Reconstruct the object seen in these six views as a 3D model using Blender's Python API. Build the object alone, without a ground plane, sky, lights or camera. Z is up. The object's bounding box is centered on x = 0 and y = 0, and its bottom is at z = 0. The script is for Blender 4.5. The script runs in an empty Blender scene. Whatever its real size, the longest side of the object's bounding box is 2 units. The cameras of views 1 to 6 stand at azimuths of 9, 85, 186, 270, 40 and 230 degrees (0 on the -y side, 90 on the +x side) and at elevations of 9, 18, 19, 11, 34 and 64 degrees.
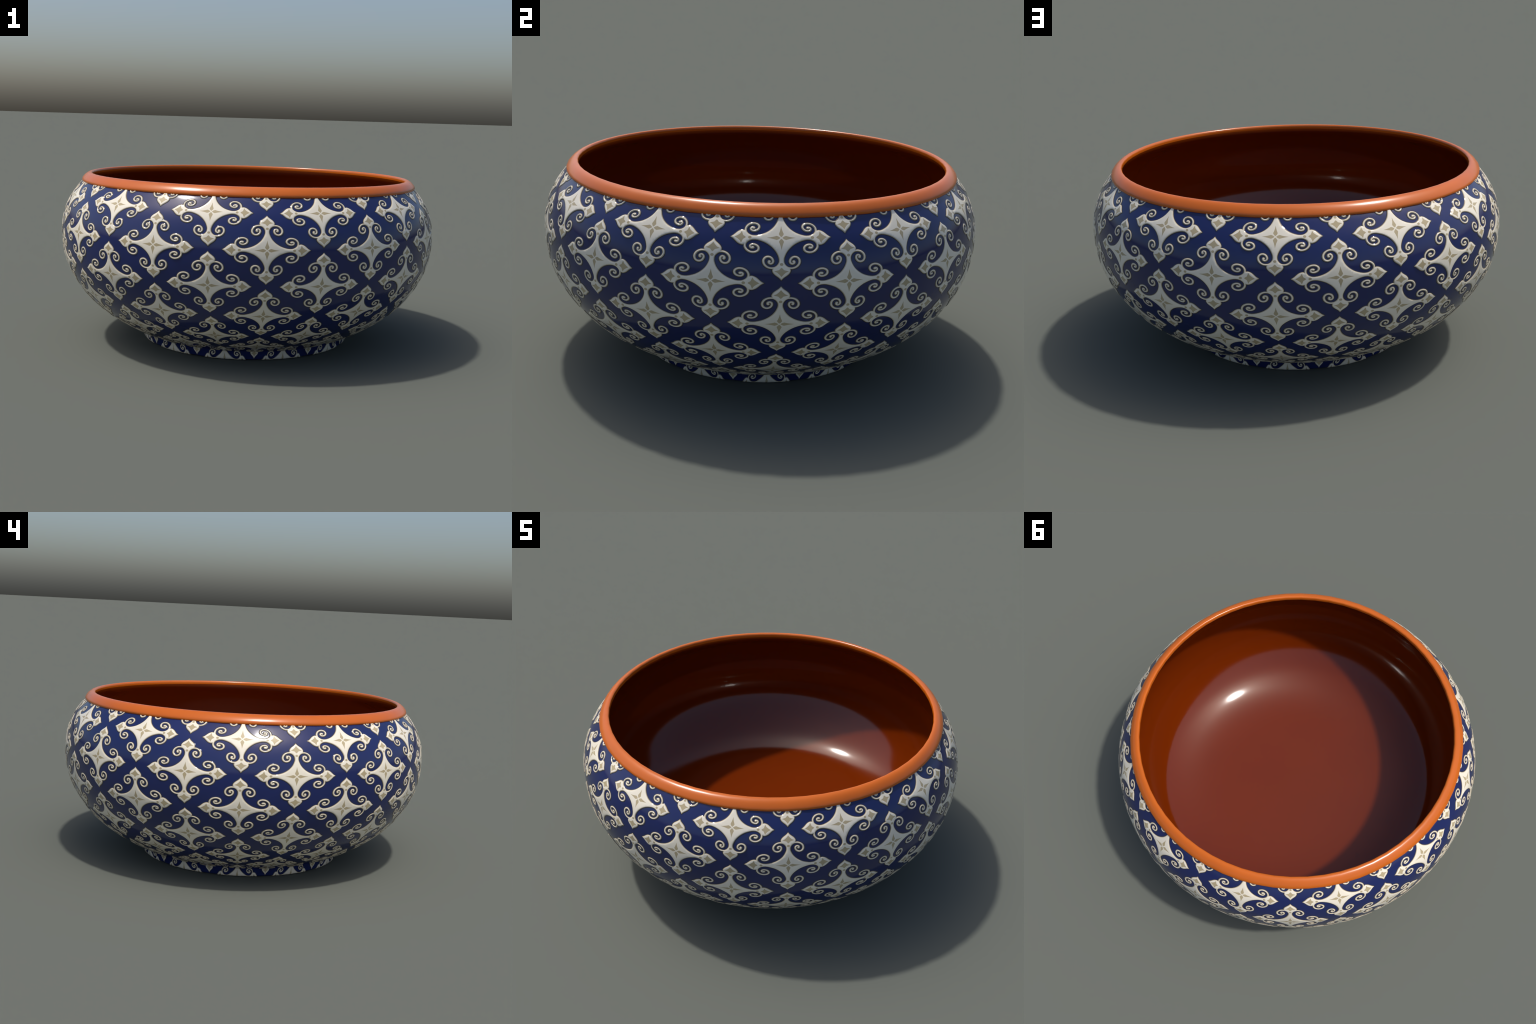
import bpy, bmesh, math
import numpy as np
from mathutils import Vector, Matrix
from mathutils.geometry import delaunay_2d_cdt

TAU = 2 * math.pi

# ----------------------------------------------------------------------------
# sizes (metres)
# ----------------------------------------------------------------------------
ORNAMENTS_AROUND = 12            # stars in one ring; rings are staggered by half a step
STEP = TAU / ORNAMENTS_AROUND / 2
STAR_HALF_WIDTH = 0.757 * STEP   # radians
STAR_HALF_HEIGHT = 0.93          # in ring pitches
# where ring number v sits on the wall (metres of arc from the bottom edge); slightly
# gathered towards the crease above the foot
RING_POSITION = [(-0.2, 1.203), (0.55, 1.0755), (1, 0.9970), (2, 0.8295), (3, 0.664), (4, 0.5005), (5, 0.3350), (5.5, 0.2580),
                 (6, 0.1920), (6.28, 0.1370), (6.55, 0.0780), (6.93, 0.0190), (7.0, 0.0055), (8.0, -0.15)]
RELIEF = 0.0033                  # how far the glaze ornaments stand proud
WHEEL_SEGMENTS = 64              # facets of the thrown rim and lining
SHELL_SEGMENTS = 256

# outer wall of the bowl from the crease above the foot up to the rim: (radius, height)
BODY_PROFILE = [(0.566, 0.047), (0.602, 0.063), (0.6386, 0.080), (0.7083, 0.120), (0.7826, 0.170),
                (0.8600, 0.240), (0.9335, 0.340), (0.9780, 0.440), (0.9955, 0.540),
                (0.9930, 0.640), (0.9630, 0.740), (0.9400, 0.780), (0.9125, 0.816),
                (0.8900, 0.842), (0.8790, 0.852)]
FOOT_PROFILE = [(0.545, 0.0), (0.553, 0.0011), (0.558, 0.0045), (0.5608, 0.010), (0.5625, 0.026),
                (0.565, 0.040), (0.566, 0.047)]
LINING_PROFILE = [(0.0, 0.1025), (0.15, 0.1025), (0.30, 0.1027), (0.40, 0.1039), (0.45, 0.1051), (0.50, 0.1074),
                  (0.55, 0.1114), (0.60, 0.1181), (0.65, 0.1290), (0.70, 0.1453), (0.735, 0.1610), (0.7702, 0.1796),
                  (0.801, 0.2005), (0.831, 0.2280), (0.8611, 0.2610), (0.8954, 0.3038), (0.923, 0.3452), (0.9490, 0.3945),
                  (0.9670, 0.4415), (0.979, 0.4920), (0.9845, 0.5500), (0.979, 0.6200), (0.953, 0.7000),
                  (0.915, 0.7700), (0.874, 0.8220), (0.850, 0.8480), (0.8415, 0.8660)]


# ----------------------------------------------------------------------------
# helpers
# ----------------------------------------------------------------------------
def natural_spline(t, y):
    """C2 cubic through (t, y); returns an evaluator."""
    t = np.asarray(t, float); y = np.asarray(y, float); n = len(t); h = np.diff(t)
    A = np.zeros((n, n)); b = np.zeros(n); A[0, 0] = A[-1, -1] = 1
    for i in range(1, n - 1):
        A[i, i - 1] = h[i - 1]; A[i, i] = 2 * (h[i - 1] + h[i]); A[i, i + 1] = h[i]
        b[i] = 3 * ((y[i + 1] - y[i]) / h[i] - (y[i] - y[i - 1]) / h[i - 1])
    c = np.linalg.solve(A, b)

    def ev(x):
        x = np.asarray(x, float)
        i = np.clip(np.searchsorted(t, x) - 1, 0, n - 2); d = x - t[i]
        bb = (y[i + 1] - y[i]) / h[i] - h[i] * (2 * c[i] + c[i + 1]) / 3
        return y[i] + bb * d + c[i] * d ** 2 + (c[i + 1] - c[i]) / (3 * h[i]) * d ** 3
    return ev


def smooth_curve(points, count):
    """Spline through control points, sampled evenly along its length."""
    p = np.array(points, float)
    t = np.r_[0, np.cumsum(np.hypot(*np.diff(p, axis=0).T))]
    fx, fy = natural_spline(t, p[:, 0]), natural_spline(t, p[:, 1])
    s = np.linspace(0, t[-1], count * 6)
    q = np.stack([fx(s), fy(s)], 1)
    a = np.r_[0, np.cumsum(np.hypot(*np.diff(q, axis=0).T))]
    u = np.linspace(0, a[-1], count)
    return np.stack([np.interp(u, a, q[:, 0]), np.interp(u, a, q[:, 1])], 1)


def new_object(name, mesh, parent=None):
    ob = bpy.data.objects.new(name, mesh)
    bpy.context.scene.collection.objects.link(ob)
    if parent:
        ob.parent = parent
    return ob


def lathe(name, profile, segments, material, parent, close_start=False, close_end=False):
    """Turn a (radius, height) profile round the z axis."""
    bm = bmesh.new(); rings = []
    for r, z in profile:
        if r < 1e-6:
            rings.append([bm.verts.new((0, 0, z))])
        else:
            rings.append([bm.verts.new((r * math.cos(TAU * k / segments), r * math.sin(TAU * k / segments), z))
                          for k in range(segments)])
    for a, b in zip(rings, rings[1:]):
        for k in range(segments):
            j = (k + 1) % segments
            if len(a) == 1:
                bm.faces.new((a[0], b[j], b[k]))
            elif len(b) == 1:
                bm.faces.new((a[k], a[j], b[0]))
            else:
                bm.faces.new((a[k], a[j], b[j], b[k]))
    for f in bm.faces:
        f.smooth = True
    me = bpy.data.meshes.new(name)
    bm.to_mesh(me); bm.free()
    me.materials.append(material)
    return new_object(name, me, parent)


# ----------------------------------------------------------------------------
# materials
# ----------------------------------------------------------------------------
def glaze(name, color, rough, variation=0.06, noise_scale=9.0, coat=0.0, coat_rough=0.05,
          specular=0.5, bump=0.0, height_tint=None):
    m = bpy.data.materials.new(name); m.use_nodes = True
    nt = m.node_tree; N = nt.nodes; L = nt.links
    b = N["Principled BSDF"]
    tc = N.new("ShaderNodeTexCoord")
    no = N.new("ShaderNodeTexNoise"); no.inputs["Scale"].default_value = noise_scale
    no.inputs["Detail"].default_value = 4
    L.new(tc.outputs["Object"], no.inputs["Vector"])
    ramp = N.new("ShaderNodeValToRGB")
    e = ramp.color_ramp.elements
    e[0].position, e[1].position = 0.3, 0.7
    e[0].color = (*[c * (1 - variation) for c in color], 1)
    e[1].color = (*[min(1, c * (1 + variation)) for c in color], 1)
    L.new(no.outputs["Fac"], ramp.inputs["Fac"])
    out = ramp.outputs["Color"]
    if height_tint:
        z0, z1, tint = height_tint
        sep = N.new("ShaderNodeSeparateXYZ"); L.new(tc.outputs["Object"], sep.inputs[0])
        mr = N.new("ShaderNodeMapRange"); mr.inputs[1].default_value = z0; mr.inputs[2].default_value = z1
        L.new(sep.outputs["Z"], mr.inputs[0])
        mix = N.new("ShaderNodeMix"); mix.data_type = 'RGBA'
        L.new(mr.outputs[0], mix.inputs["Factor"]); L.new(out, mix.inputs["A"])
        mix.inputs["B"].default_value = (*tint, 1)
        out = mix.outputs["Result"]
    L.new(out, b.inputs["Base Color"])
    b.inputs["Roughness"].default_value = rough
    b.inputs["Specular IOR Level"].default_value = specular
    b.inputs["Coat Weight"].default_value = coat
    b.inputs["Coat Roughness"].default_value = coat_rough
    if bump:
        bn = N.new("ShaderNodeBump"); bn.inputs["Strength"].default_value = bump
        bn.inputs["Distance"].default_value = 0.002
        L.new(no.outputs["Fac"], bn.inputs["Height"]); L.new(bn.outputs["Normal"], b.inputs["Normal"])
    return m


M_BLUE = glaze("cobalt_glaze", (0.0105, 0.0185, 0.092), 0.10, 0.05, 5)
M_EDGE_SHADE = glaze("painted_edge_shade", (0.021, 0.021, 0.030), 0.08, 0.05)  # near-black band painted round each star: contact shadow at the relief's edge
M_TAN = glaze("tan_glaze", (0.47, 0.395, 0.275), 0.07, 0.05)
M_IVORY = glaze("ivory_glaze", (0.77, 0.715, 0.595), 0.11, 0.03, 14)
M_INLAY = glaze("sand_inlay_glaze", (0.43, 0.355, 0.215), 0.11, 0.06, 20)
M_RIM = glaze("terracotta_rim_glaze", (0.50, 0.108, 0.007), 0.22, 0.04, 6)
M_LINING = glaze("brown_lining_glaze", (0.132, 0.0175, 0.0008), 0.10, 0.03, 3,
                 height_tint=(0.845, 0.870, (0.44, 0.10, 0.006)))
M_BASE = glaze("raw_clay", (0.35, 0.16, 0.07), 0.8, 0.15, 30)

# ----------------------------------------------------------------------------
# bowl, turned parts
# ----------------------------------------------------------------------------
bowl = bpy.data.objects.new("decorated_bowl", None)
bpy.context.scene.collection.objects.link(bowl)
bowl["label"] = "round glazed ceramic bowl with blue and ivory star pattern"
bowl["category"] = "ceramic bowl"

body_curve = smooth_curve(BODY_PROFILE, 90)
lathe("body", body_curve, SHELL_SEGMENTS, M_BLUE, bowl)

foot_curve = np.vstack([smooth_curve(FOOT_PROFILE[:4], 10)[:-1], FOOT_PROFILE[3:]])
lathe("foot", foot_curve, SHELL_SEGMENTS, M_BLUE, bowl)

# underside: flat standing ring, recess and base disc
base_profile = [(0.0, 0.026), (0.30, 0.026), (0.485, 0.024), (0.497, 0.018), (0.503, 0.004), (0.508, 0.0), (0.545, 0.0)]
lathe("base", base_profile[::-1], 128, M_BASE, bowl)

# rim: rolled lip with a sloping outer face, a small curl under it and a soft bend into the mouth
RIM_PROFILE = [(0.8780, 0.8400), (0.8870, 0.8400), (0.8915, 0.8415), (0.8942, 0.8450), (0.8950, 0.8490), (0.8935, 0.8555),
               (0.8885, 0.8635), (0.8810, 0.8720), (0.8715, 0.8800), (0.8610, 0.8855), (0.8520, 0.8872), (0.8460, 0.8858),
               (0.8425, 0.8815), (0.8412, 0.8750), LINING_PROFILE[-1]]
rim_profile = smooth_curve(RIM_PROFILE, 40)
lathe("rim", rim_profile, WHEEL_SEGMENTS, M_RIM, bowl)

lining_curve = smooth_curve(LINING_PROFILE, 64)
lining_curve[0] = (0, LINING_PROFILE[0][1])
lathe("lining", lining_curve[::-1], WHEEL_SEGMENTS, M_LINING, bowl)

# ----------------------------------------------------------------------------
# wall coordinate: arc length from the bottom of the foot up to the rim
# ----------------------------------------------------------------------------
wall = np.vstack([foot_curve[:-1], body_curve])
wall_s = np.r_[0, np.cumsum(np.hypot(*np.diff(wall, axis=0).T))]
tang = np.gradient(wall, wall_s, axis=0)
for _ in range(2):                                   # soften the normal round the crease
    tang[1:-1] = (tang[:-2] + 2 * tang[1:-1] + tang[2:]) / 4
tang /= np.linalg.norm(tang, axis=1)[:, None]
s_rim = float(np.interp(0.8425, wall[10:, 1], wall_s[10:]))
ring_s = natural_spline(*np.array(RING_POSITION).T)


def on_wall(theta, s, lift):
    r = np.interp(s, wall_s, wall[:, 0]); z = np.interp(s, wall_s, wall[:, 1])
    tr = np.interp(s, wall_s, tang[:, 0]); tz = np.interp(s, wall_s, tang[:, 1])
    r = r + tz * lift; z = z - tr * lift
    return np.stack([r * np.cos(theta), r * np.sin(theta), np.maximum(z, 0.0006)], 1)


# ----------------------------------------------------------------------------
# star ornament, drawn once in a square frame: centre (0,0), arm tips at distance 1
# ----------------------------------------------------------------------------
# half an arm pointing up: concave star edge, neck, shoulder of the finial, finial edge to the tip
STAR_EDGE = [(0.2000, 0.2000), (0.1385, 0.2730), (0.0945, 0.3480), (0.0660, 0.4200), (0.0480, 0.4900),
             (0.0465, 0.5350), (0.0520, 0.5750), (0.0690, 0.6150), (0.1040, 0.6600), (0.1500, 0.6880)]
FINIAL_EDGE = [(0.1660, 0.7250), (0.1740, 0.7650), (0.1640, 0.8080), (0.1340, 0.8560), (0.0800, 0.9080), (0.0350, 0.9500), (0.0, 1.0)]
SCROLL = [(0.115, 0.700), (0.165, 0.7085), (0.215, 0.7065), (0.262, 0.688), (0.305, 0.652), (0.334, 0.602), (0.344, 0.545),
          (0.330, 0.490), (0.296, 0.452), (0.248, 0.440), (0.202, 0.458), (0.170, 0.500), (0.160, 0.550),
          (0.176, 0.592), (0.212, 0.605), (0.238, 0.580), (0.232, 0.550)]
PETAL = [(0.0, 0.018), (0.030, 0.050), (0.050, 0.090), (0.030, 0.145), (0.0125, 0.215), (0.0, 0.290)]
LEAF = [(0.0, 0.918), (0.036, 0.862), (0.085, 0.808), (0.142, 0.784), (0.086, 0.764), (0.044, 0.750), (0.024, 0.718), (0.0, 0.694)]
DOT_CENTRE, DOT_RADIUS = (0.0, 0.618), 0.034


def polygon_sdf(P, poly):
    """Signed distance (negative inside) from points P to a closed polygon."""
    best = np.full(len(P), 1e9); inside = np.zeros(len(P), bool)
    for a, b in zip(poly, np.roll(poly, -1, axis=0)):
        e = b - a; w = P - a
        t = np.clip((w @ e) / max(e @ e, 1e-12), 0, 1)
        best = np.minimum(best, np.hypot(*(w - t[:, None] * e).T))
        cond = (a[1] > P[:, 1]) != (b[1] > P[:, 1])
        with np.errstate(divide='ignore', invalid='ignore'):
            xi = a[0] + (P[:, 1] - a[1]) / (b[1] - a[1]) * e[0]
        inside ^= cond & (P[:, 0] < xi)
    return np.where(inside, -best, best)


def stroke_sdf(P, line, width):
    best = np.full(len(P), 1e9)
    for i in range(len(line) - 1):
        a, b = line[i], line[i + 1]; e = b - a; w = P - a
        t = np.clip((w @ e) / max(e @ e, 1e-12), 0, 1)
        best = np.minimum(best, np.hypot(*(w - t[:, None] * e).T) - (width[i] + (width[i + 1] - width[i]) * t))
    return best


def to_half_arm(P):
    """Fold the plane by the eight-fold symmetry of the star."""
    q = np.abs(P)
    return np.where((q[:, 0] > q[:, 1])[:, None], q[:, ::-1], q)


edge = np.vstack([smooth_curve(STAR_EDGE, 40), smooth_curve(FINIAL_EDGE, 24)])
# up arm, then (through the far side of the middle) the right arm, meeting in the diagonal notch
mirror = edge[::-1][1:]
half_arm = np.vstack([edge, mirror * [-1, 1], [(-0.7, 0.2), (-0.7, -0.7), (0.2, -0.7)],
                      edge[:, ::-1] * [1, -1], mirror[:-1, ::-1]])
scroll_line = smooth_curve(SCROLL, 70)
tt = np.linspace(0, 1, 70)
scroll_width = 0.0205 + 0.002 * np.sin(tt * math.pi) + 0.010 * np.clip((tt - 0.93) / 0.07, 0, 1)
petal = np.vstack([PETAL, np.array(PETAL[1:-1])[::-1] * [-1, 1]])
leaf = np.vstack([LEAF, np.array(LEAF[1:-1])[::-1] * [-1, 1]])


def star_distance(P):
    q = to_half_arm(P)
    d = polygon_sdf(q, half_arm)
    k = stroke_sdf(q, scroll_line, scroll_width)
    return np.minimum(d, k)


def inlay_distance(P):
    q = to_half_arm(P)
    d = np.minimum(polygon_sdf(q, petal), polygon_sdf(q, leaf))
    return np.minimum(d, np.hypot(q[:, 0] - DOT_CENTRE[0], q[:, 1] - DOT_CENTRE[1]) - DOT_RADIUS)


def iso_lines(field, xs, level):
    """Marching squares on a square grid: list of point chains."""
    n = len(xs); F = field - level; F = np.where(np.abs(F) < 1e-7, 1e-7, F)
    h = xs[1] - xs[0]

    def cut(i0, j0, i1, j1):
        a, b = F[j0, i0], F[j1, i1]; t = a / (a - b)
        t = min(max(t, 0.02), 0.98)
        return (xs[i0] + (i1 - i0) * h * t, xs[j0] + (j1 - j0) * h * t)
    S = F < 0
    busy = np.argwhere((S[:-1, :-1] != S[1:, :-1]) | (S[:-1, :-1] != S[:-1, 1:]) | (S[:-1, :-1] != S[1:, 1:]))
    links = {}; where = {}
    for j, i in busy:
        E = []
        for k, (a, b) in enumerate((((i, j), (i + 1, j)), ((i + 1, j), (i + 1, j + 1)),
                                    ((i, j + 1), (i + 1, j + 1)), ((i, j), (i, j + 1)))):
            if S[a[1], a[0]] != S[b[1], b[0]]:
                key = (a, b); E.append(key)
                if key not in where:
                    where[key] = cut(a[0], a[1], b[0], b[1])
        pairs = [(E[0], E[1])] if len(E) == 2 else [(E[0], E[1]), (E[2], E[3])]
        for p, q in pairs:
            links.setdefault(p, []).append(q); links.setdefault(q, []).append(p)
    chains = []; seen = set()
    for start in links:
        if start in seen:
            continue
        chain = [start]; seen.add(start); cur = start
        while True:
            nxt = [k for k in links[cur] if k not in seen]
            if not nxt:
                break
            cur = nxt[0]; chain.append(cur); seen.add(cur)
        chains.append(np.array([where[k] for k in chain]))
    return chains


def thin_chain(c, tol):
    """Drop points of a closed chain that lie on nearly straight runs (Douglas-Peucker)."""
    keep = np.zeros(len(c), bool)
    mid = len(c) // 2
    stack = [(0, mid), (mid, len(c))]
    cc = np.vstack([c, c[:1]]); keep[0] = keep[mid] = True
    while stack:
        a, b = stack.pop()
        if b - a < 2:
            continue
        p, q = cc[a], cc[b]; e = q - p; L = np.hypot(*e)
        w = cc[a + 1:b] - p
        d = np.abs(w[:, 0] * e[1] - w[:, 1] * e[0]) / L if L > 1e-9 else np.hypot(*w.T)
        k = int(np.argmax(d))
        if d[k] > tol or (b - a) > 26:
            k = a + 1 + (k if d[k] > tol else (b - a) // 2 - 1)
            keep[k] = True; stack += [(a, k), (k, b)]
    return c[keep]


# distance bands of the relief: outside foot, edge, start of the flat top
D_FOOT, D_LOW, D_EDGE, D_BAND, D_TOP = 0.0245, 0.0020, -0.0045, -0.0130, -0.0185
HEIGHTS = [(-0.08, 1.0), (D_TOP, 0.97), (D_BAND, 0.84), (D_EDGE, 0.56), (D_LOW, 0.30), (D_FOOT, -0.12)]


def build_star_plan():
    """Triangulated plan of the ornament: points, heights, faces by glaze colour, inlay faces."""
    n = 561; xs = np.linspace(-1.06, 1.06, n)
    g = np.stack(np.meshgrid(xs, xs), -1).reshape(-1, 2)
    D = star_distance(g).reshape(n, n)
    I = inlay_distance(g).reshape(n, n)
    pts, edges = [], []

    def add(chains, tol):
        for c in chains:
            if len(c) < 8:
                continue
            c = thin_chain(c, tol)
            base = len(pts)
            pts.extend(map(tuple, c))
            edges.extend((base + k, base + (k + 1) % len(c)) for k in range(len(c)))
    for level in (D_FOOT, D_LOW, D_EDGE, D_BAND, D_TOP):
        add(iso_lines(D, xs, level), 0.0011)
    add(iso_lines(np.maximum(I, D - (D_TOP - 0.004)), xs, 0.0), 0.0012)
    # free points so that the plan can bend with the wall
    m = np.linspace(-0.95, 0.95, 39)
    free = np.stack(np.meshgrid(m, m), -1).reshape(-1, 2)
    fd, fi = star_distance(free), inlay_distance(free)
    pts.extend(map(tuple, free[(fd < D_TOP - 0.012) & (np.abs(fi) > 0.008)]))
    v, _, f, *_ = delaunay_2d_cdt([Vector(p) for p in pts], edges, [], 0, 1e-5)
    V = np.array([(p.x, p.y) for p in v]); Fc = np.array([list(t) for t in f if len(t) == 3])
    cen = V[Fc].mean(1); cd, ci = star_distance(cen), inlay_distance(cen)
    ok = cd < D_FOOT
    Fc, cd, ci = Fc[ok], cd[ok], ci[ok]
    colour = np.where(cd > D_LOW, 0, np.where(cd > D_BAND, 1, 2))
    colour = np.where((ci < 0) & (cd < D_TOP), 3, colour)
    dv = star_distance(V)
    hx = [a for a, _ in HEIGHTS]; hy = [b for _, b in HEIGHTS]
    H = np.interp(dv, hx, hy) * RELIEF
    return V, H, Fc, colour


PLAN_V, PLAN_H, PLAN_F, PLAN_C = build_star_plan()


def ornament_meshes(row):
    """Bend the plan on to the wall at one ring; returns (ornament mesh, inlay mesh)."""
    out = []
    for part in ("ornament", "inlay"):
        sel = PLAN_F[PLAN_C == 3] if part == "inlay" else PLAN_F[PLAN_C < 3]
        col = PLAN_C[PLAN_C < 3] if part == "ornament" else None
        bm = bmesh.new()
        used = np.unique(sel)
        vm = {int(k): bm.verts.new((PLAN_V[k, 0] * STAR_HALF_WIDTH, float(ring_s(row - PLAN_V[k, 1] * STAR_HALF_HEIGHT)), PLAN_H[k])) for k in used}
        for i, t in enumerate(sel):
            f = bm.faces.new([vm[int(k)] for k in t])
            f.smooth = True
            if col is not None:
                f.material_index = int(col[i])
        # trim where the pattern runs under the rim or off the bottom of the foot
        for limit, sgn in ((s_rim, 1), (0.0075, -1)):
            bmesh.ops.bisect_plane(bm, geom=bm.verts[:] + bm.edges[:] + bm.faces[:], dist=1e-6,
                                   plane_co=(0, limit, 0), plane_no=(0, sgn, 0), clear_outer=True)
        if not bm.faces:
            bm.free(); out.append(None); continue
        bm.normal_update()
        P = np.array([v.co for v in bm.verts])
        W = on_wall(P[:, 0], P[:, 1], P[:, 2] )
        for v, w in zip(bm.verts, W):
            v.co = w
        bmesh.ops.recalc_face_normals(bm, faces=bm.faces[:])
        me = bpy.data.meshes.new(part)
        bm.to_mesh(me); bm.free()
        # outward normals
        nrm = np.zeros(len(me.polygons) * 3); me.polygons.foreach_get("normal", nrm)
        c = np.zeros(len(me.polygons) * 3); me.polygons.foreach_get("center", c)
        nrm = nrm.reshape(-1, 3); c = c.reshape(-1, 3)
        if (nrm[:, :2] * c[:, :2]).sum() < 0:
            me.flip_normals()
        for mat in ((M_EDGE_SHADE, M_TAN, M_IVORY) if part == "ornament" else (M_INLAY,)):
            me.materials.append(mat)
        out.append(me)
    return out


for row in range(0, 8):
    me_orn, me_inl = ornament_meshes(row)
    if me_orn is None:
        continue
    offset = 0.0 if row % 2 == 1 else STEP
    for k in range(ORNAMENTS_AROUND):
        ob = new_object("ornament", me_orn, bowl)
        ob.rotation_euler = (0, 0, offset + k * 2 * STEP)
        if me_inl is not None:
            new_object("inlay", me_inl, ob)
